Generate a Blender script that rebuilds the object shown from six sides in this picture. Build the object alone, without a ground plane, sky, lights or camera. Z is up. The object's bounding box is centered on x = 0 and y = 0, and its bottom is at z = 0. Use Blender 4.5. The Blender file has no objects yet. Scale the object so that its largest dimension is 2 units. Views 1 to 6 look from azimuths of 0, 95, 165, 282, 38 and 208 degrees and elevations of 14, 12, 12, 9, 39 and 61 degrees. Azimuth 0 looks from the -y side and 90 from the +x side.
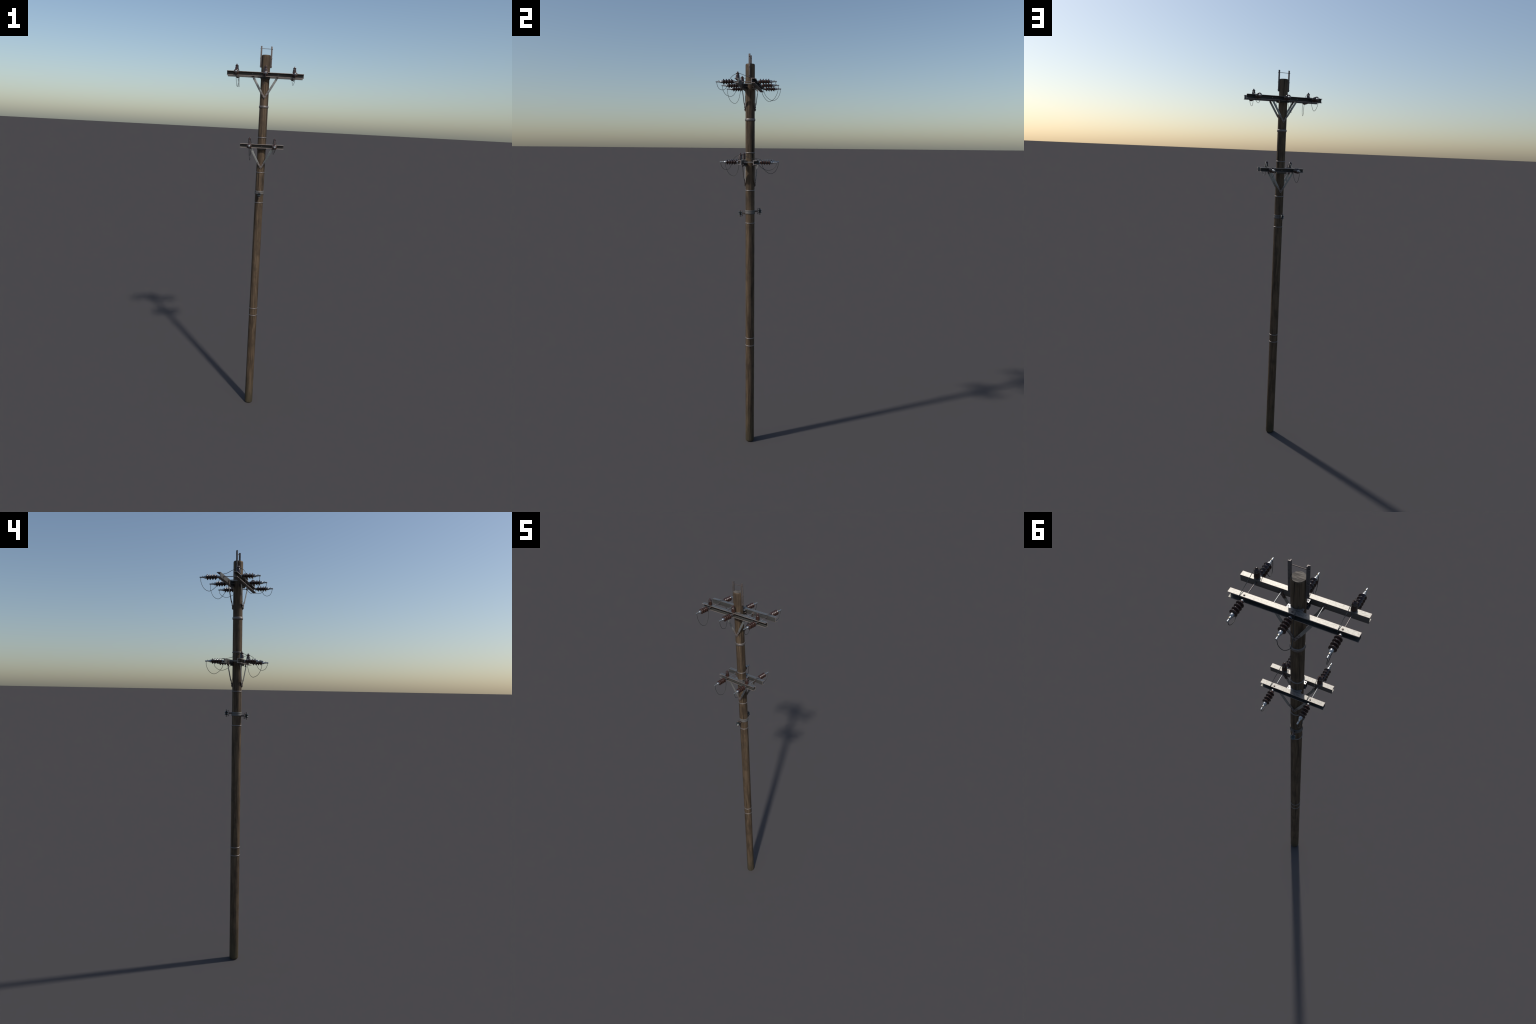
# Wooden power-line pole with two double steel crossarms, glazed insulators and jumper wires.
# Everything is built from profiles, sweeps and a few dimension tables (metres, z up).
import bpy, math
from mathutils import Vector, Matrix, noise

TAU = math.tau
R_POLE = 0.0225          # pole radius
Z_POLE = 1.9577          # pole top


# ------------------------------------------------------------------ materials
def new_mat(name):
    m = bpy.data.materials.new(name)
    m.use_nodes = True
    nt = m.node_tree
    nt.nodes.clear()
    out = nt.nodes.new('ShaderNodeOutputMaterial')
    bsdf = nt.nodes.new('ShaderNodeBsdfPrincipled')
    nt.links.new(bsdf.outputs[0], out.inputs[0])
    return m, nt, bsdf


def node(nt, kind, **props):
    n = nt.nodes.new('ShaderNode' + kind)
    for k, v in props.items():
        setattr(n, k, v)
    return n


def plug(nt, value, socket):
    if hasattr(value, 'links'):
        nt.links.new(value, socket)
    else:
        socket.default_value = value


def coords(nt, scale, kind='Object'):
    tc = node(nt, 'TexCoord')
    mp = node(nt, 'Mapping')
    mp.inputs['Scale'].default_value = scale
    nt.links.new(tc.outputs[kind], mp.inputs['Vector'])
    return mp.outputs[0]


def noise_tex(nt, scale3, detail=4.0, rough=0.55, distortion=0.0):
    n = node(nt, 'TexNoise')
    n.inputs['Scale'].default_value = 1.0
    n.inputs['Detail'].default_value = detail
    n.inputs['Roughness'].default_value = rough
    n.inputs['Distortion'].default_value = distortion
    nt.links.new(coords(nt, scale3), n.inputs['Vector'])
    return n.outputs[0]


def ramp(nt, fac, stops):
    r = node(nt, 'ValToRGB')
    els = r.color_ramp.elements
    while len(els) < len(stops):
        els.new(0.5)
    for e, (p, c) in zip(els, stops):
        e.position = p
        e.color = (*c, 1.0) if len(c) == 3 else c
    nt.links.new(fac, r.inputs[0])
    return r.outputs[0]


def grey(v):
    return (v, v, v)


def mix(nt, fac, a, b, blend='MIX'):
    m = node(nt, 'Mix', data_type='RGBA', blend_type=blend)
    plug(nt, fac, m.inputs[0])
    for v, s in ((a, m.inputs[6]), (b, m.inputs[7])):
        plug(nt, v if hasattr(v, 'links') else (*v, 1.0), s)
    return m.outputs[2]


def math_node(nt, op, a, b=0.0):
    m = node(nt, 'Math', operation=op, use_clamp=False)
    plug(nt, a, m.inputs[0])
    plug(nt, b, m.inputs[1])
    return m.outputs[0]


def bump(nt, height, bsdf, strength, dist):
    b = node(nt, 'Bump')
    b.inputs['Strength'].default_value = strength
    b.inputs['Distance'].default_value = dist
    nt.links.new(height, b.inputs['Height'])
    nt.links.new(b.outputs[0], bsdf.inputs['Normal'])


def edge_mask(nt, radius, lo=0.80, hi=0.985):
    """1 on convex/concave edges: where the bevelled normal leaves the true normal."""
    bev = node(nt, 'Bevel', samples=6)
    bev.inputs['Radius'].default_value = radius
    geo = node(nt, 'NewGeometry')
    dot = node(nt, 'VectorMath', operation='DOT_PRODUCT')
    nt.links.new(bev.outputs[0], dot.inputs[0])
    nt.links.new(geo.outputs['Normal'], dot.inputs[1])
    mr = node(nt, 'MapRange')
    mr.inputs['From Min'].default_value = hi
    mr.inputs['From Max'].default_value = lo
    nt.links.new(dot.outputs['Value'], mr.inputs['Value'])
    return mr.outputs[0]


def object_z(nt):
    tc = node(nt, 'TexCoord')
    sp = node(nt, 'SeparateXYZ')
    nt.links.new(tc.outputs['Object'], sp.inputs[0])
    return sp.outputs[2]


def make_wood():
    m, nt, b = new_mat('weathered_wood')
    streak = noise_tex(nt, (300, 300, 7.0), 5, 0.62, 0.3)
    broad = noise_tex(nt, (95, 95, 5.5), 3, 0.5)
    blotch = noise_tex(nt, (38, 38, 13), 4, 0.62)
    crack = noise_tex(nt, (230, 230, 4.2), 2, 0.5)
    col = ramp(nt, streak, [(0.32, (0.045, 0.030, 0.020)), (0.48, (0.102, 0.070, 0.045)),
                            (0.68, (0.180, 0.131, 0.085))])
    col = mix(nt, ramp(nt, broad, [(0.40, grey(0.0)), (0.62, grey(0.6))]), col, (0.168, 0.117, 0.074))
    col = mix(nt, ramp(nt, blotch, [(0.46, grey(0.0)), (0.62, grey(0.65))]), col, (0.058, 0.042, 0.030))
    dark = ramp(nt, crack, [(0.34, grey(0.8)), (0.42, grey(0.0))])
    col = mix(nt, dark, col, (0.020, 0.015, 0.011))
    # damp, greenish foot
    z = object_z(nt)
    wob = math_node(nt, 'MULTIPLY', noise_tex(nt, (60, 60, 8), 3), 0.22)
    foot = node(nt, 'MapRange')
    foot.inputs['From Min'].default_value = 0.31
    foot.inputs['From Max'].default_value = 0.06
    nt.links.new(math_node(nt, 'ADD', z, wob), foot.inputs['Value'])
    damp = math_node(nt, 'MULTIPLY', foot.outputs[0], 0.7)
    col = mix(nt, damp, col, (0.068, 0.066, 0.040))
    nt.links.new(col, b.inputs['Base Color'])
    b.inputs['Roughness'].default_value = 0.62
    b.inputs['Specular IOR Level'].default_value = 0.25
    b.inputs['Metallic'].default_value = 0.42
    bump(nt, math_node(nt, 'SUBTRACT', streak, dark), b, 0.7, 0.0010)
    return m


def make_end_grain():
    m, nt, b = new_mat('grey_end_grain')
    grain = noise_tex(nt, (35, 330, 40), 4, 0.6)
    split = noise_tex(nt, (18, 150, 10), 2, 0.5)
    col = ramp(nt, grain, [(0.36, (0.05, 0.041, 0.032)), (0.50, (0.140, 0.119, 0.095)), (0.68, (0.21, 0.185, 0.155))])
    dark = ramp(nt, split, [(0.40, grey(0.9)), (0.45, grey(0.0))])
    col = mix(nt, dark, col, (0.05, 0.042, 0.035))
    nt.links.new(col, b.inputs['Base Color'])
    b.inputs['Roughness'].default_value = 0.75
    b.inputs['Specular IOR Level'].default_value = 0.3
    bump(nt, grain, b, 0.4, 0.0006)
    return m


def make_steel(name, base, rust, rough, metallic, edge_r, rust_amount=0.75, side_shade=None,
               mottle=0.16):
    m, nt, b = new_mat(name)
    patch = noise_tex(nt, (150, 210, 210), 5, 0.65)
    fine = noise_tex(nt, (420, 420, 420), 3, 0.6)
    lo = tuple(c * (1 - mottle) for c in base)
    hi = tuple(min(1, c * (1 + mottle * 0.7)) for c in base)
    col = ramp(nt, patch, [(0.40, lo), (0.60, hi)])
    if side_shade:                    # painted shade: faces not turned upward get a darker colour
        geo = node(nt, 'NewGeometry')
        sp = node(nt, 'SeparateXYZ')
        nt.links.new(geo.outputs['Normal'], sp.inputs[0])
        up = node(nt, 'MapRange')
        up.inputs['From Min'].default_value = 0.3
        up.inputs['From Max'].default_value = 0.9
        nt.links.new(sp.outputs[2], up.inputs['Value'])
        shade_col = mix(nt, patch, tuple(c * 0.7 for c in side_shade), tuple(c * 1.3 for c in side_shade))
        col = mix(nt, up.outputs[0], shade_col, col)
    mask = edge_mask(nt, edge_r)
    grit = ramp(nt, fine, [(0.38, grey(0.25)), (0.6, grey(1.0))])
    mask = math_node(nt, 'MULTIPLY', mask, grit)
    spots = ramp(nt, noise_tex(nt, (75, 75, 75), 5, 0.7), [(0.60, grey(0.0)), (0.74, grey(0.7))])
    mask = math_node(nt, 'MAXIMUM', mask, spots)
    mask = math_node(nt, 'MULTIPLY', mask, rust_amount)
    col = mix(nt, mask, col, rust)
    nt.links.new(col, b.inputs['Base Color'])
    met = math_node(nt, 'MULTIPLY', math_node(nt, 'SUBTRACT', 1.0, mask), metallic)
    nt.links.new(met, b.inputs['Metallic'])
    r = node(nt, 'MapRange')
    r.inputs['To Min'].default_value = rough - 0.08
    r.inputs['To Max'].default_value = rough + 0.12
    nt.links.new(patch, r.inputs['Value'])
    nt.links.new(r.outputs[0], b.inputs['Roughness'])
    return m


def make_glaze(name, base, lighter, rough):
    m, nt, b = new_mat(name)
    col = ramp(nt, noise_tex(nt, (90, 90, 90), 3), [(0.35, base), (0.7, lighter)])
    nt.links.new(col, b.inputs['Base Color'])
    b.inputs['Roughness'].default_value = rough
    b.inputs['Specular IOR Level'].default_value = 0.55
    b.inputs['Coat Weight'].default_value = 0.1
    b.inputs['Coat Roughness'].default_value = 0.12
    return m


def make_wire():
    m, nt, b = new_mat('dull_wire')
    col = ramp(nt, noise_tex(nt, (150, 150, 150), 2), [(0.3, (0.026, 0.027, 0.027)), (0.7, (0.055, 0.056, 0.055))])
    nt.links.new(col, b.inputs['Base Color'])
    b.inputs['Roughness'].default_value = 0.5
    b.inputs['Metallic'].default_value = 0.3
    return m


WOOD = make_wood()
END = make_end_grain()
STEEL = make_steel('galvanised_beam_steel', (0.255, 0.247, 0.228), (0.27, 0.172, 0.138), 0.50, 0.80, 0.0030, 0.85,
                   side_shade=(0.160, 0.157, 0.147), mottle=0.26)  # web and undersides darker than the tops, shade put into the colour
STEEL_IN = make_steel('shaded_channel_inside', (0.22, 0.215, 0.195), (0.10, 0.065, 0.052), 0.55, 0.9, 0.0010, 0.6,
                      side_shade=(0.066, 0.062, 0.058))  # recess shade of the channel painted into this darker steel
STEEL_EDGE = make_steel('worn_flange_edge', (0.34, 0.305, 0.28), (0.24, 0.135, 0.108), 0.50, 0.4, 0.0030, 0.9)
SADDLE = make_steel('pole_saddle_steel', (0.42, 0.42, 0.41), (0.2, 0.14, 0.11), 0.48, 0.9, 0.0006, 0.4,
                    side_shade=(0.08, 0.08, 0.08))  # saddle sides carry painted shade, upper face stays light
STRAP = make_steel('galvanised_strap_steel', (0.345, 0.35, 0.34), (0.24, 0.165, 0.14), 0.45, 0.72, 0.0008, 0.55)
STRAP_FOOT = make_steel('rust_stained_strap', (0.235, 0.205, 0.192), (0.20, 0.125, 0.10), 0.5, 0.6, 0.0012, 0.9, mottle=0.4)
ANGLE = make_steel('rusting_angle_steel', (0.125, 0.108, 0.103), (0.17, 0.108, 0.09), 0.5, 0.5, 0.0010, 0.8)
RUSTY = make_steel('rusty_hardware', (0.145, 0.115, 0.102), (0.17, 0.095, 0.072), 0.5, 0.55, 0.0008, 0.8)
BAND = make_steel('pole_band_steel', (0.195, 0.172, 0.160), (0.17, 0.125, 0.105), 0.44, 0.62, 0.0006, 0.4)
CLAMP = make_steel('dull_clamp_steel', (0.125, 0.117, 0.110), (0.13, 0.105, 0.095), 0.6, 0.25, 0.0006, 0.4)
FITTING = make_steel('bright_fitting_metal', (0.37, 0.38, 0.385), (0.28, 0.23, 0.17), 0.38, 0.85, 0.0004, 0.35)
BRASS = make_steel('yellowed_bolt_metal', (0.24, 0.18, 0.09), (0.18, 0.12, 0.06), 0.45, 0.6, 0.0004, 0.4)
BROWN = make_glaze('brown_glazed_porcelain', (0.033, 0.0160, 0.0125), (0.046, 0.0215, 0.0165), 0.14)
GREEN = make_glaze('dark_glazed_porcelain', (0.018, 0.023, 0.022), (0.034, 0.038, 0.035), 0.15)
WIRE = make_wire()


# ------------------------------------------------------------------ mesh tools
class Shape:
    """Vertices, faces and material slots, collected from primitives."""
    def __init__(self):
        self.v, self.f, self.m = [], [], []

    def add(self, verts, faces, mat=0, mtx=None):
        o = len(self.v)
        self.v += [tuple(mtx @ Vector(p)) if mtx else tuple(p) for p in verts]
        self.f += [tuple(i + o for i in f) for f in faces]
        self.m += [mat] * len(faces)
        return self

    def box(self, lo, hi, mat=0, mtx=None):
        x0, y0, z0 = lo
        x1, y1, z1 = hi
        v = [(x0, y0, z0), (x1, y0, z0), (x1, y1, z0), (x0, y1, z0),
             (x0, y0, z1), (x1, y0, z1), (x1, y1, z1), (x0, y1, z1)]
        f = [(3, 2, 1, 0), (4, 5, 6, 7), (0, 1, 5, 4), (1, 2, 6, 5), (2, 3, 7, 6), (3, 0, 4, 7)]
        return self.add(v, f, mat, mtx)

    def prism(self, outline, a, b, axis, mat=0, mtx=None):
        """Extrude a closed 2D outline from a to b along an axis."""
        def put(p, h):
            return {0: (h, p[0], p[1]), 1: (p[0], h, p[1]), 2: (p[0], p[1], h)}[axis]
        n = len(outline)
        v = [put(p, a) for p in outline] + [put(p, b) for p in outline]
        f = [tuple(range(n))[::-1], tuple(range(n, 2 * n))]
        f += [(i, (i + 1) % n, n + (i + 1) % n, n + i) for i in range(n)]
        return self.add(v, f, mat, mtx)

    def lathe(self, profile, axis=2, seg=24, mat=0, mtx=None, centre=(0, 0, 0)):
        """Revolve (height, radius) pairs round an axis; ends are closed."""
        v, f = [], []
        cx, cy, cz = centre
        for h, r in profile:
            for k in range(seg):
                a = TAU * k / seg
                c, s = r * math.cos(a), r * math.sin(a)
                p = {0: (h, c, s), 1: (s, h, c), 2: (c, s, h)}[axis]
                v.append((p[0] + cx, p[1] + cy, p[2] + cz))
        for j in range(len(profile) - 1):
            for k in range(seg):
                k2 = (k + 1) % seg
                f.append((j * seg + k, j * seg + k2, (j + 1) * seg + k2, (j + 1) * seg + k))
        f.append(tuple(range(seg))[::-1])
        top = (len(profile) - 1) * seg
        f.append(tuple(range(top, top + seg)))
        return self.add(v, f, mat, mtx)

    def rod(self, p, q, r, seg=12, mat=0, mtx=None):
        return self.tube([Vector(p), Vector(q)], r, seg, mat, mtx)

    def tube(self, path, r, seg=10, mat=0, mtx=None):
        path = [Vector(p) for p in path]
        v, f = [], []
        ref = None
        n = len(path)
        for i, p in enumerate(path):
            t = (path[min(i + 1, n - 1)] - path[max(i - 1, 0)]).normalized()
            if ref is None:
                ref = t.orthogonal().normalized()
            ref = (ref - t * ref.dot(t)).normalized()
            bi = t.cross(ref)
            for k in range(seg):
                a = TAU * k / seg
                v.append(p + (ref * math.cos(a) + bi * math.sin(a)) * r)
        for j in range(n - 1):
            for k in range(seg):
                k2 = (k + 1) % seg
                f.append((j * seg + k, j * seg + k2, (j + 1) * seg + k2, (j + 1) * seg + k))
        f.append(tuple(range(seg))[::-1])
        f.append(tuple(range((n - 1) * seg, n * seg)))
        return self.add(v, f, mat, mtx)

    def hexnut(self, centre, axis, r, h, mat=0, mtx=None):
        return self.lathe([(-h / 2, r), (h * 0.3, r), (h / 2, r * 0.82)], axis, 6, mat, mtx, centre)

    def mesh(self, name, mats, smooth=35.0, bevel=0.0):
        me = bpy.data.meshes.new(name)
        me.from_pydata(self.v, [], self.f)
        for mt in mats:
            me.materials.append(mt)
        me.polygons.foreach_set('material_index', self.m)
        me.update()
        import bmesh
        bm = bmesh.new()
        bm.from_mesh(me)
        bmesh.ops.recalc_face_normals(bm, faces=bm.faces)
        if bevel:
            es = [e for e in bm.edges if len(e.link_faces) == 2 and e.calc_face_angle(0) > 0.6]
            bmesh.ops.bevel(bm, geom=es, offset=bevel, segments=2, affect='EDGES', profile=0.6,
                            clamp_overlap=True)
        bm.to_mesh(me)
        bm.free()
        me.shade_smooth()
        me.set_sharp_from_angle(angle=math.radians(smooth))
        return me


COLL = bpy.context.scene.collection


def put(name, me, parent, loc=(0, 0, 0), rot_z=0.0):
    ob = bpy.data.objects.new(name, me)
    COLL.objects.link(ob)
    ob.parent = parent
    ob.location = loc
    ob.rotation_euler = (0, 0, rot_z)
    return ob


def spline(points, steps=14):
    """Centripetal-like Catmull-Rom through 3D points."""
    P = [Vector(p) for p in points]
    P = [P[0] * 2 - P[1]] + P + [P[-1] * 2 - P[-2]]
    out = []
    for i in range(1, len(P) - 2):
        p0, p1, p2, p3 = P[i - 1], P[i], P[i + 1], P[i + 2]
        t0 = 0.0
        t1 = t0 + max((p1 - p0).length, 1e-6) ** 0.5
        t2 = t1 + max((p2 - p1).length, 1e-6) ** 0.5
        t3 = t2 + max((p3 - p2).length, 1e-6) ** 0.5
        for s in range(steps):
            t = t1 + (t2 - t1) * s / steps
            a1 = p0 * ((t1 - t) / (t1 - t0)) + p1 * ((t - t0) / (t1 - t0))
            a2 = p1 * ((t2 - t) / (t2 - t1)) + p2 * ((t - t1) / (t2 - t1))
            a3 = p2 * ((t3 - t) / (t3 - t2)) + p3 * ((t - t2) / (t3 - t2))
            b1 = a1 * ((t2 - t) / (t2 - t0)) + a2 * ((t - t0) / (t2 - t0))
            b2 = a2 * ((t3 - t) / (t3 - t1)) + a3 * ((t - t1) / (t3 - t1))
            out.append(b1 * ((t2 - t) / (t2 - t1)) + b2 * ((t - t1) / (t2 - t1)))
    out.append(P[-2])
    return out


# ------------------------------------------------------------------ the thing
root = bpy.data.objects.new('utility_pole', None)
COLL.objects.link(root)
root['label'] = 'weathered wooden utility pole with two double steel crossarms and brown insulators'
root['category'] = 'utility pole'


# ---- wooden pole: slightly grooved trunk, rounded foot and top edge
def build_pole():
    seg, rows = 72, 210
    s = Shape()
    zs = [0.0, 0.0012, 0.0035, 0.007] + [0.012 + (Z_POLE - 0.020) * i / rows for i in range(rows + 1)] + \
         [Z_POLE - 0.0045, Z_POLE - 0.002, Z_POLE - 0.0006]
    v = []
    for z in zs:
        base = 0.0228 - 0.0005 * z / Z_POLE
        if z < 0.007:
            base -= 0.0032 * (1 - z / 0.007) ** 2
        if z > Z_POLE - 0.0055:
            base -= 0.0024 * ((z - Z_POLE + 0.0055) / 0.0055) ** 2
        for k in range(seg):
            a = TAU * k / seg
            c, n = math.cos(a), math.sin(a)
            groove = noise.noise(Vector((c * 5.5, n * 5.5, z * 1.6)))
            fine = noise.noise(Vector((c * 14 + 9, n * 14, z * 2.5)))
            swell = noise.noise(Vector((c * 0.8, n * 0.8, z * 5.0 + 3)))
            r = base + 0.00022 * groove + 0.00016 * fine + 0.00025 * swell - 0.00035 * max(0, abs(groove) - 0.42)
            v.append((r * c, r * n, z))
    f = []
    for j in range(len(zs) - 1):
        for k in range(seg):
            k2 = (k + 1) % seg
            f.append((j * seg + k, j * seg + k2, (j + 1) * seg + k2, (j + 1) * seg + k))
    f.append(tuple(range(seg))[::-1])
    s.add(v, f)
    top = (len(zs) - 1) * seg
    s.f.append(tuple(range(top, top + seg)))
    s.m.append(1)
    put('wooden_pole', s.mesh('wooden_pole', [WOOD, END], 50), root)


build_pole()


# ---- rings round the pole
def ring(profile, mat, name, z):
    s = Shape()
    v, f, seg, n = [], [], 64, len(profile)
    for k in range(seg):
        a = TAU * k / seg
        for r, h in profile:
            v.append((r * math.cos(a), r * math.sin(a), h))
    for k in range(seg):
        k2 = (k + 1) % seg
        for j in range(n):
            j2 = (j + 1) % n
            f.append((k * n + j, k2 * n + j, k2 * n + j2, k * n + j2))
    s.add(v, f)
    return put(name, s.mesh(name, [mat], 40), root, (0, 0, z))


def half_round(r_in, bulge, half_h, n=10):
    pts = [(r_in + bulge * math.cos(math.pi * (i / n - 0.5)) ** 0.8 if 0 < i < n else r_in,
            half_h * math.sin(math.pi * (i / n - 0.5))) for i in range(n + 1)]
    return pts + [(r_in - 0.003, half_h), (r_in - 0.003, -half_h)]


for z in (1.5462, 1.3642, 1.2014, 0.5945, 0.5533):
    ring(half_round(0.0220, 0.0026, 0.0027), BAND, 'wire_band', z)
ring(half_round(0.0222, 0.0030, 0.0064), BAND, 'pole_collar', 1.7020)


# ---- pole-top bracket: two angle irons, a rung and bolts
def build_top_bracket():
    z0, z1, leg, th = 1.8962, 2.0, 0.0080, 0.0027
    zr, zbolts = 1.9876, (1.9876, 1.9414, 1.9032)
    # angle profile in x,y for the +x iron: one leg on the pole, one standing out at its +y edge
    x0, yk = 0.0222, 0.0037
    prof = [(x0, yk), (x0, yk - 0.0085), (x0 + th, yk - 0.0085), (x0 + th + 0.0004, yk - th - 0.0016),
            (x0 + th + 0.0016, yk - th - 0.0004), (x0 + leg, yk - th), (x0 + leg, yk)]
    s = Shape().prism(prof, z0, z1, 2)
    me = s.mesh('angle_iron', [ANGLE], 30, 0.0003)
    b = Shape()
    for z in zbolts:
        b.lathe([(0.0238, 0.0013), (0.0314, 0.0013), (0.0318, 0.0009)], 0, 8, 0, None, (0, -0.0012, z))
        b.hexnut((0.0249, -0.0012, z), 0, 0.0026, 0.0022)
    bm = b.mesh('bracket_bolts', [RUSTY], 30)
    for rot in (0, math.pi):
        a = put('angle_iron', me, root, (0, 0, 0), rot)
        put('bolt', bm, a)
    r = Shape().rod((-0.0245, 0, zr), (0.0245, 0, zr), 0.00115)
    put('rung', r.mesh('rung', [RUSTY]), root)


build_top_bracket()

# ------------------------------------------------------------------ crossarm tiers
WEB = 0.0280             # distance of the crossarm back from the pole axis
TH = 0.0032              # web thickness
FL = 0.0026              # flange thickness
TIP = 0.0455             # flange edge


def tier(zc, half_h, half_l, strings, rods, with_centre_bolt):
    """One pair of channel crossarms with saddles and bolts, opening away from the pole."""
    h, f = half_h, FL
    tip = TIP
    prof = [(-WEB, -h), (-WEB, h), (-tip, h), (-tip, h - f * 0.75), (-WEB - TH - 0.001, h - f),
            (-WEB - TH, h - f - 0.001), (-WEB - TH, -h + f + 0.001), (-WEB - TH - 0.001, -h + f),
            (-tip, -h + f * 0.75), (-tip, -h)]
    n = 40
    s = Shape()
    v, fc, m = [], [], len(prof)
    for i in range(n + 1):
        x = -half_l + 2 * half_l * i / n
        for j, (y, z) in enumerate(prof):
            edge = 1.0 if abs(y) > WEB + TH + 0.002 else 0.35
            wob = 0.00022 * edge * noise.noise(Vector((x * 45, j * 3.1, zc * 7)))
            v.append((x, y + wob, z + wob * 0.8))
    slot = {2: 1, 8: 1, 3: 2, 4: 2, 5: 2, 6: 2, 7: 2}      # flange edges worn, channel inside coloured darker as shade
    for i in range(n):
        for j in range(m):
            j2 = (j + 1) % m
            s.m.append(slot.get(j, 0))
            fc.append((i * m + j, (i + 1) * m + j, (i + 1) * m + j2, i * m + j2))
    fc.append(tuple(range(m)))
    fc.append(tuple(range(n * m, n * m + m))[::-1])
    s.v, s.f = v, fc
    s.m += [1, 1]
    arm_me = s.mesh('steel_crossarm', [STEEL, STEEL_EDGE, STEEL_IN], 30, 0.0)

    # saddle between the crossarm and the round pole
    sx, y_in = 0.0245, 0.0130
    arc = []
    a1 = math.acos(0.0185 / 0.0230)
    for i in range(13):
        a = a1 + (math.pi - 2 * a1) * i / 12
        arc.append((0.0230 * math.cos(a), -0.0230 * math.sin(a)))
    plate = [(-sx, -WEB), (sx, -WEB), (sx, -y_in), (0.0185, -y_in)] + arc[1:-1] + [(-0.0185, -y_in), (-sx, -y_in)]
    top, bot = 0.0078, -0.0180
    sd = Shape()
    sd.prism(plate, top - 0.003, top, 2)
    sd.prism(plate, bot, bot + 0.003, 2)
    sd.box((-sx, -WEB - 0.0, bot + 0.003), (sx, -WEB + 0.0028, top - 0.003))
    sd.box((-0.0150, -WEB + 0.0028, bot + 0.003), (0.0150, -0.0195, top - 0.003))
    for sgn in (-1, 1):
        sd.rod((sgn * 0.0205, -0.0255, -0.005), (sgn * 0.0205, -0.0120, -0.005), 0.0017, 10, 1)
        sd.hexnut((sgn * 0.0205, -0.0238, -0.005), 1, 0.0036, 0.003, 1)
        sd.hexnut((sgn * 0.0212, -0.0205, top + 0.0008), 2, 0.0020, 0.0018, 1)
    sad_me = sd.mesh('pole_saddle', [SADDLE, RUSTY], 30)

    # bolts and nuts fixed to the crossarm
    nb = Shape()
    for x in strings:
        nb.hexnut((x, -0.0385, h + 0.0009), 2, 0.0031, 0.0018)
        nb.box((x - 0.0048, -WEB - TH - 0.0016, -0.0042), (x + 0.0048, -WEB - TH, 0.0048))
        nb.hexnut((x, -WEB + 0.0012, 0.0008), 1, 0.0034, 0.0024)
    for x in rods:
        nb.box((x - 0.0050, -WEB, -0.0048), (x + 0.0050, -WEB + 0.0014, 0.0056))
        nb.hexnut((x, -WEB + 0.0026, 0.0008), 1, 0.0034, 0.0024)
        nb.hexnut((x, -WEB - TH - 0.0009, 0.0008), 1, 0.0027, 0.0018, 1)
    if with_centre_bolt:
        nb.hexnut((0, -WEB - TH - 0.0012, 0.0), 1, 0.0032, 0.0026)
        nb.rod((0, -WEB - TH, 0), (0, -WEB - TH - 0.0052, 0), 0.0015, 8)
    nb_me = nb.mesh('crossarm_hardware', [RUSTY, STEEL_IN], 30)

    for rot in (0.0, math.pi):
        arm = put('steel_crossarm', arm_me, root, (0, 0, zc), rot)
        put('pole_saddle', sad_me, arm)
        put('bolt_set', nb_me, arm)

    # tie rods joining the two crossarms
    def rod_mesh(mat):
        return Shape().rod((0, -WEB - TH - 0.003, 0), (0, WEB + TH + 0.003, 0), 0.0016, 12).mesh('tie_rod', [mat])
    clean, rusted = rod_mesh(STRAP), rod_mesh(STRAP_FOOT)
    for x in sorted(set(rods) | {q for q in strings if abs(q) > 0.03}):
        put('tie_rod', clean if x in rods else rusted, root, (x, 0, zc + 0.0008))


UP, LOW = 1.8597, 1.5020
UP_X = (-0.1464, 0.0, 0.1464)
LOW_X = (-0.0652, 0.0652)
tier(UP, 0.0105, 0.1958, UP_X, (-0.0648, 0.0648), False)
tier(LOW, 0.0101, 0.1143, LOW_X, (-0.0652, 0.0652), True)


# ---- flat-bar braces from the pole up to the crossarms
def strap(path, width, thick, side):
    """Flat bar swept along a bent path lying near the x-z plane; thickness along y."""
    s = Shape()
    P = [Vector(p) for p in path]
    v, f = [], []
    d = (P[-1] - P[0])
    d = Vector((d.x, 0, d.z)).normalized()
    w = Vector((-d.z, 0, d.x)) * (width / 2)
    t = Vector((0, thick / 2, 0))
    for p in P:
        v += [p - w - t, p + w - t, p + w + t, p - w + t]
    for i in range(len(P) - 1):
        for j in range(4):
            j2 = (j + 1) % 4
            f.append((i * 4 + j, i * 4 + j2, i * 4 + 4 + j2, i * 4 + 4 + j))
    f.append((3, 2, 1, 0))
    e = 4 * (len(P) - 1)
    f.append((e, e + 1, e + 2, e + 3))
    return s.add(v, f)


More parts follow.
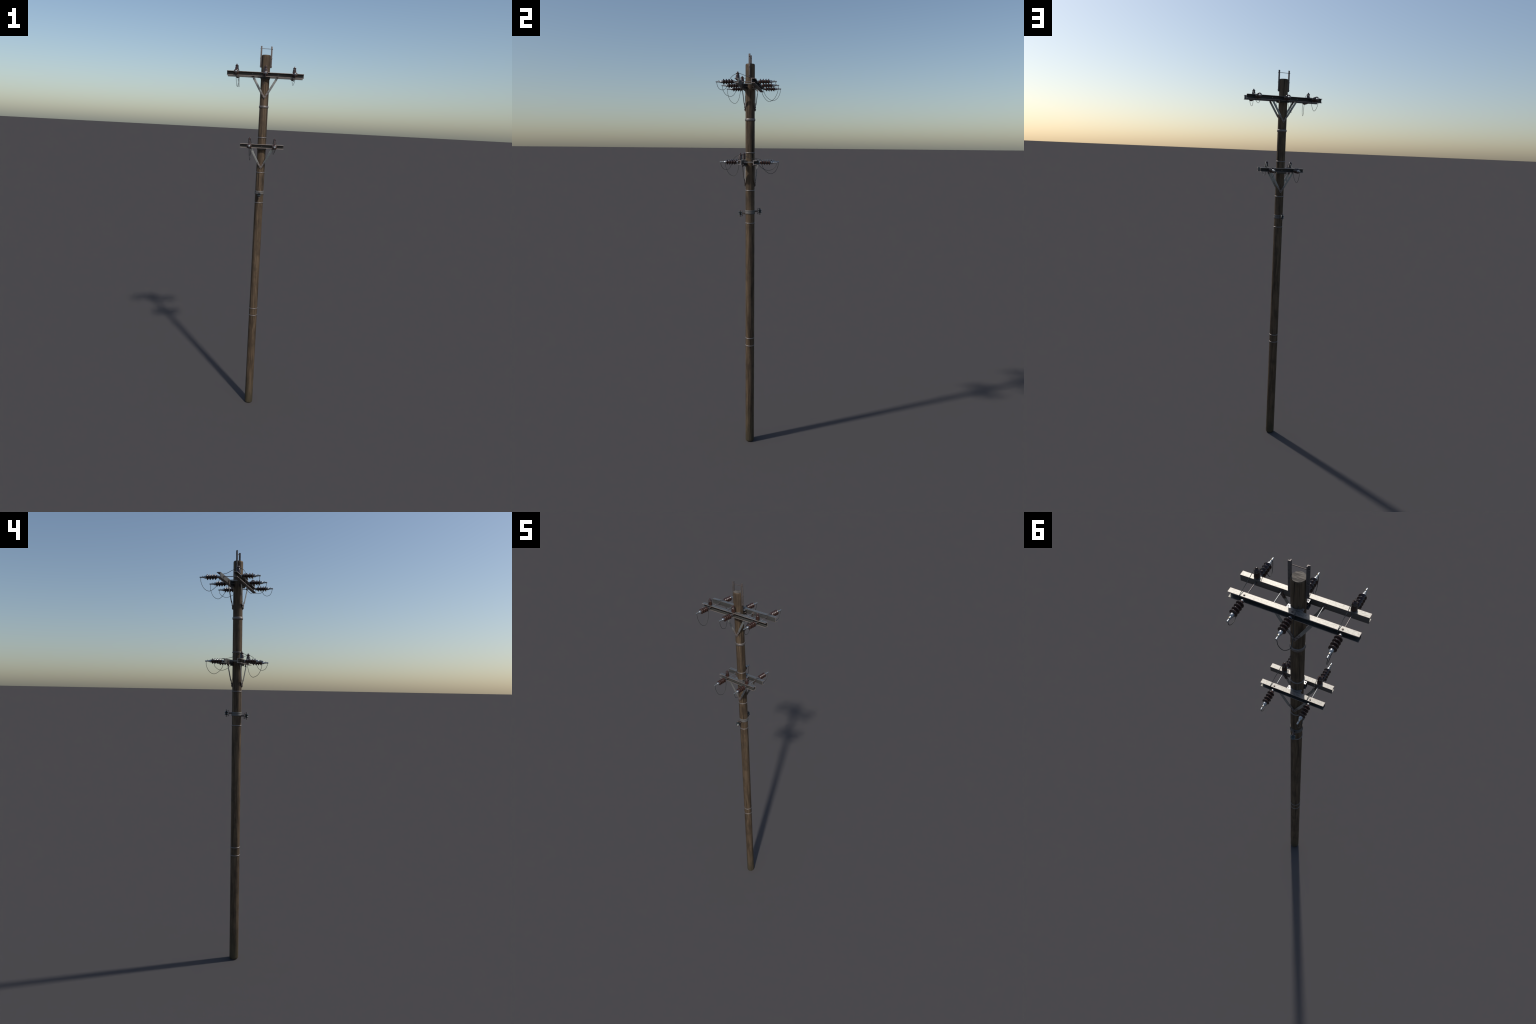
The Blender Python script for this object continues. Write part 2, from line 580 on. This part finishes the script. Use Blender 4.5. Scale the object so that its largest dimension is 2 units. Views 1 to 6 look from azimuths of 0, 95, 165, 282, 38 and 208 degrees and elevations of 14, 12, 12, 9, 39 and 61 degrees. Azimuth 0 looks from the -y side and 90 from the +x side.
def braces(zb, zt, xt, kink):
    """zb: foot bolt height, zt/xt: where the brace meets the crossarm, kink: (x, z) of the joggle."""
    kx, kz = kink
    for rot in (0.0, math.pi):
        for sg in (-1, 1):
            def P(t, y):
                # t: 0 at the foot, 1 at the top, bent slightly at the joggle
                tk = (kz - zb) / (zt - zb)
                if t < tk:
                    x = 0.0012 + (kx - 0.0012) * t / tk
                else:
                    x = kx + (xt - kx) * (t - tk) / (1 - tk)
                return (sg * x, -y, zb + (zt - zb) * t)
            tk = (kz - zb) / (zt - zb)
            bar = strap([P(tk - 0.02, 0.0252), P(tk + 0.04, 0.0268), P(0.82, 0.0302), P(0.86, 0.0302)],
                        0.0100, 0.0022, sg)
            b = put('brace', bar.mesh('brace', [STRAP], 30, 0.0004), root, (0, 0, 0), rot)
            lug = strap([P(0.80, 0.0280), P(0.90, 0.0272), P(1.01, 0.0266)], 0.0088, 0.0022, sg)
            q = P(0.845, 0.0250)
            lug.hexnut(q, 1, 0.0030, 0.0026, 1)
            put('brace_lug', lug.mesh('brace_lug', [RUSTY, RUSTY], 30, 0.0003), b)
            foot = strap([P(-0.045, 0.0240 + 0.0006 * (sg > 0)), P(tk - 0.03, 0.0243 + 0.0004 * (sg > 0)),
                          P(tk + 0.03, 0.0254)], 0.0086, 0.0024, sg)
            for t in (tk + 0.01, tk - 0.13):
                q = P(t, 0.0268)
                foot.hexnut((q[0], q[1] + 0.0006, q[2]), 1, 0.0028, 0.0022, 1)
            put('brace_foot', foot.mesh('brace_foot', [STRAP_FOOT, RUSTY], 30, 0.0004), b)
        hb = Shape()
        hb.hexnut((0, -0.0266, zb), 1, 0.0036, 0.0026)
        hb.rod((0, -0.020, zb), (0, -0.0286, zb), 0.0016, 10)
        put('brace_bolt', hb.mesh('brace_bolt', [RUSTY], 30), root, (0, 0, 0), rot)


braces(1.7490, 1.8610, 0.0690, (0.0178, 1.7745))
braces(1.3905, 1.5030, 0.0655, (0.0163, 1.4150))


# ------------------------------------------------------------------ insulators
def strain_insulator_meshes():
    """Dead-end string along -y; y = 0 on the outer face of the crossarm web, tip at -L."""
    L = 0.1070
    y = lambda s: -(L - s)           # s counts from the tip towards the crossarm
    p = Shape()
    prof = [(y(0.0308), 0.0030), (y(0.0310), 0.0050), (y(0.0328), 0.0052)]
    for c in (0.0359, 0.0480, 0.0601, 0.0722):
        prof += [(y(c - 0.0024), 0.0066), (y(c - 0.0017), 0.0100), (y(c - 0.0012), 0.0118),
                 (y(c - 0.0004), 0.0125), (y(c + 0.0006), 0.0124), (y(c + 0.0016), 0.0112),
                 (y(c + 0.0034), 0.0088), (y(c + 0.0055), 0.0072), (y(c + 0.0082), 0.0063)]
    prof += [(y(0.0824), 0.0058), (y(0.0828), 0.0030)]
    p.lathe(prof, 1, 32)
    porcelain = p.mesh('strain_insulator', [BROWN], 50)

    m = Shape()
    # dead-end clamp and cap at the wire end
    m.lathe([(y(0.0), 0.0020), (y(0.0006), 0.0029), (y(0.0105), 0.0029), (y(0.0112), 0.0024), (y(0.0120), 0.0024),
             (y(0.0124), 0.0033), (y(0.0195), 0.0039), (y(0.0205), 0.0036), (y(0.0212), 0.0048), (y(0.0230), 0.0059),
             (y(0.0262), 0.0064), (y(0.0308), 0.0066), (y(0.0314), 0.0060), (y(0.0315), 0.0030)], 1, 20)
    m.rod((0, y(0.0125), 0.001), (0, y(0.0125), 0.0062), 0.0013, 8, 1)
    m.rod((0, y(0.0048), 0.0), (0, y(0.0048), -0.0040), 0.0014, 8, 0)
    # cap, clevis and eye at the crossarm end
    m.lathe([(y(0.0820), 0.0030), (y(0.0822), 0.0052), (y(0.0832), 0.0056), (y(0.0870), 0.0054), (y(0.0888), 0.0044),
             (y(0.0895), 0.0026)], 1, 20)
    m.lathe([(y(0.0890), 0.0026), (y(0.0985), 0.0026)], 1, 12, 2)
    m.box((-0.0042, y(0.0945), -0.0016), (0.0042, y(0.1000), 0.0016), 2)
    m.rod((-0.0052, y(0.0972), 0), (0.0052, y(0.0972), 0), 0.0016, 8, 2)
    m.rod((0, y(0.0985), 0), (0, y(0.1072), 0), 0.0021, 10, 2)
    m.hexnut((0, y(0.1043), 0), 1, 0.0042, 0.0026, 2)
    fitting = m.mesh('strain_fitting', [FITTING, BRASS, RUSTY], 35)
    return porcelain, fitting


def pin_insulator_meshes():
    """Upright pin insulator; z = 0 on the crossarm top."""
    p = Shape()
    p.lathe([(0.0034, 0.0050), (0.0032, 0.0090), (0.0038, 0.0099), (0.0050, 0.0098), (0.0090, 0.0093), (0.0140, 0.0086),
             (0.0185, 0.0080), (0.0205, 0.0076), (0.0212, 0.0067), (0.0225, 0.0065), (0.0240, 0.0066), (0.0248, 0.0072),
             (0.0252, 0.0083), (0.0262, 0.0085), (0.0272, 0.0077), (0.0284, 0.0058), (0.0294, 0.0042), (0.0304, 0.0035),
             (0.0322, 0.0034), (0.0336, 0.0027), (0.0343, 0.0012)], 2, 32)
    body = p.mesh('pin_insulator', [BROWN], 55)
    s = Shape()
    s.lathe([(0.0, 0.0046), (0.0010, 0.0046), (0.0012, 0.0028), (0.0060, 0.0028)], 2, 16)
    return body, s.mesh('insulator_pin', [RUSTY], 35)


PORC, FIT = strain_insulator_meshes()
PIN, PIN_FOOT = pin_insulator_meshes()
WEB_OUT = WEB + TH
for zc, xs, top in ((UP + 0.0008, UP_X, UP + 0.0105), (LOW + 0.0002, LOW_X, LOW + 0.0101)):
    for x in xs:
        for sg, rot in ((-1, 0.0), (1, math.pi)):
            ob = put('strain_insulator', PORC, root, (x, sg * WEB_OUT, zc), rot)
            put('strain_fitting', FIT, ob)
        ob = put('pin_insulator', PIN, root, (x, -0.0382, top))
        put('insulator_pin', PIN_FOOT, ob)


# ------------------------------------------------------------------ jumper wires
def jumper(x0, zc, front, back, rise, x_edge):
    """From the front dead end, sagging, up to the pin insulator's neck, over the rear arm to the rear dead end.
    front/back: (x, y, z) of the lowest point of each loop."""
    z_neck = zc + 0.0340
    x_rise, y_rise, z_rise = rise
    yt = WEB_OUT + 0.1070 - 0.0048
    fx, fy, fz = front
    bx, by, bz = back
    sag_f = zc - fz
    sag_b = zc - bz
    pts = [(x0, -yt, zc - 0.003), (x0 + (fx - x0) * 0.15, -yt + 0.0012, zc - 0.003 - sag_f * 0.30),
           (x0 + (fx - x0) * 0.6, (-yt * 0.58 + fy * 0.42), fz + sag_f * 0.16),
           (fx, fy, fz),
           (fx + (x_rise - fx) * 0.6, fy * 0.45 + y_rise * 0.55, fz + (z_rise - fz) * 0.22),
           (x_rise, y_rise, z_rise),
           (x_rise * 0.8 + x0 * 0.2, y_rise * 0.25 - 0.0515, zc + 0.0130),
           (x_rise * 0.6 + x0 * 0.4, -0.0605, zc + 0.0270),
           (x0 + (0.0050 if x_rise > x0 else -0.0050), -0.0468, z_neck),
           (x0, -0.0460, z_neck + 0.0002),
           (x0 + (0.0070 if x_edge > x0 else -0.0070), -0.0400, z_neck),
           (x0 + (0.0070 if x_edge > x0 else -0.0070), -0.0290, z_neck),
           (x_edge - 0.0030 * (1 if x_edge > x0 else -1), -0.0056, zc + 0.0258),
           (x_edge, 0.0150, zc + 0.0172),
           (x_edge, 0.0420, zc + 0.0118), (x_edge, 0.0475, zc + 0.0095),
           (x_edge, 0.0505, zc - 0.008),
           (x_edge + (bx - x_edge) * 0.4, 0.052 + (by - 0.052) * 0.28, bz + sag_b * 0.35),
           (bx, by, bz),
           (bx + (x0 - bx) * 0.4, by * 0.42 + yt * 0.58, bz + sag_b * 0.16),
           (bx + (x0 - bx) * 0.85, yt - 0.0012, zc - 0.003 - sag_b * 0.32),
           (x0, yt, zc - 0.003)]
    s = Shape().tube(spline(pts, 9), 0.00095, 8)
    put('jumper_wire', s.mesh('jumper_wire', [WIRE], 60), root)


ZU, ZL = UP + 0.0008, LOW + 0.0002
jumper(-0.1464, ZU, (-0.138, -0.094, 1.7895), (-0.137, 0.096, 1.8030), (-0.1345, -0.067, 1.846), -0.1362)
jumper(0.0, ZU, (-0.004, -0.097, 1.8112), (-0.020, 0.087, 1.7892), (-0.0125, -0.0715, 1.836), -0.0102)
jumper(0.1464, ZU, (0.1405, -0.111, 1.8255), (0.1510, 0.096, 1.8250), (0.1385, -0.0895, 1.839), 0.1577)
jumper(-0.0652, ZL, (-0.059, -0.090, 1.4306), (-0.062, 0.094, 1.4436), (-0.0545, -0.0635, 1.485), -0.0560)
jumper(0.0652, ZL, (0.061, -0.1095, 1.4666), (0.071, 0.093, 1.4656), (0.0575, -0.0880, 1.480), 0.0771)


# ------------------------------------------------------------------ low-voltage spool racks
def spool_rack(z_band, half_h, r_band, z_spool, rot):
    t = 0.0018
    prof = [(R_POLE - 0.001, -half_h), (r_band - 0.0004, -half_h), (r_band, -half_h + 0.0006), (r_band, half_h - 0.0006),
            (r_band - 0.0004, half_h), (R_POLE - 0.001, half_h)]
    band = ring(prof, CLAMP, 'pole_clamp', z_band)
    dz = z_spool - z_band
    b = Shape()
    for sx in (-1, 1):
        b.box((sx * 0.0022 - 0.0009, -0.0372, dz - 0.0041), (sx * 0.0022 + 0.0009, -r_band + 0.0012, dz + 0.0041))
    b.hexnut((0.0038, -0.0305, dz), 0, 0.0030, 0.0022)
    b.rod((-0.0050, -0.0305, dz), (0.0050, -0.0305, dz), 0.0012, 8)
    b.box((-0.0046, -0.0388, dz - 0.0142), (0.0046, -0.0366, dz + 0.0142))
    for s in (-1, 1):
        z0, z1 = sorted((s * 0.0143, s * 0.0124))
        b.box((-0.0042, -0.0525, dz + z0), (0.0042, -0.0380, dz + z1))
        b.hexnut((0, -0.0494, dz + s * 0.0153), 2, 0.0034, 0.0024)
    b.rod((0, -0.0494, dz - 0.0175), (0, -0.0494, dz + 0.0170), 0.0014, 10)
    put('spool_bracket', b.mesh('spool_bracket', [RUSTY], 30, 0.0002), band, (0, 0, 0), rot)
    sp = Shape()
    sp.lathe([(-0.0098, 0.0028), (-0.0094, 0.0038), (-0.0070, 0.0066), (-0.0055, 0.0092), (-0.0049, 0.0097),
              (-0.0043, 0.0094), (-0.0020, 0.0064), (0.0, 0.0052), (0.0020, 0.0064), (0.0043, 0.0094), (0.0049, 0.0097),
              (0.0055, 0.0092), (0.0070, 0.0066), (0.0094, 0.0038), (0.0098, 0.0028)], 2, 28, 0, None,
             (0, -0.0494, dz))
    put('spool_insulator', sp.mesh('spool_insulator', [GREEN], 50), band, (0, 0, 0), rot)


spool_rack(1.25195, 0.00465, 0.0247, 1.2489, 0.0)
spool_rack(1.26125, 0.00465, 0.0244, 1.2600, math.pi + math.atan2(0.0085, 0.0489))
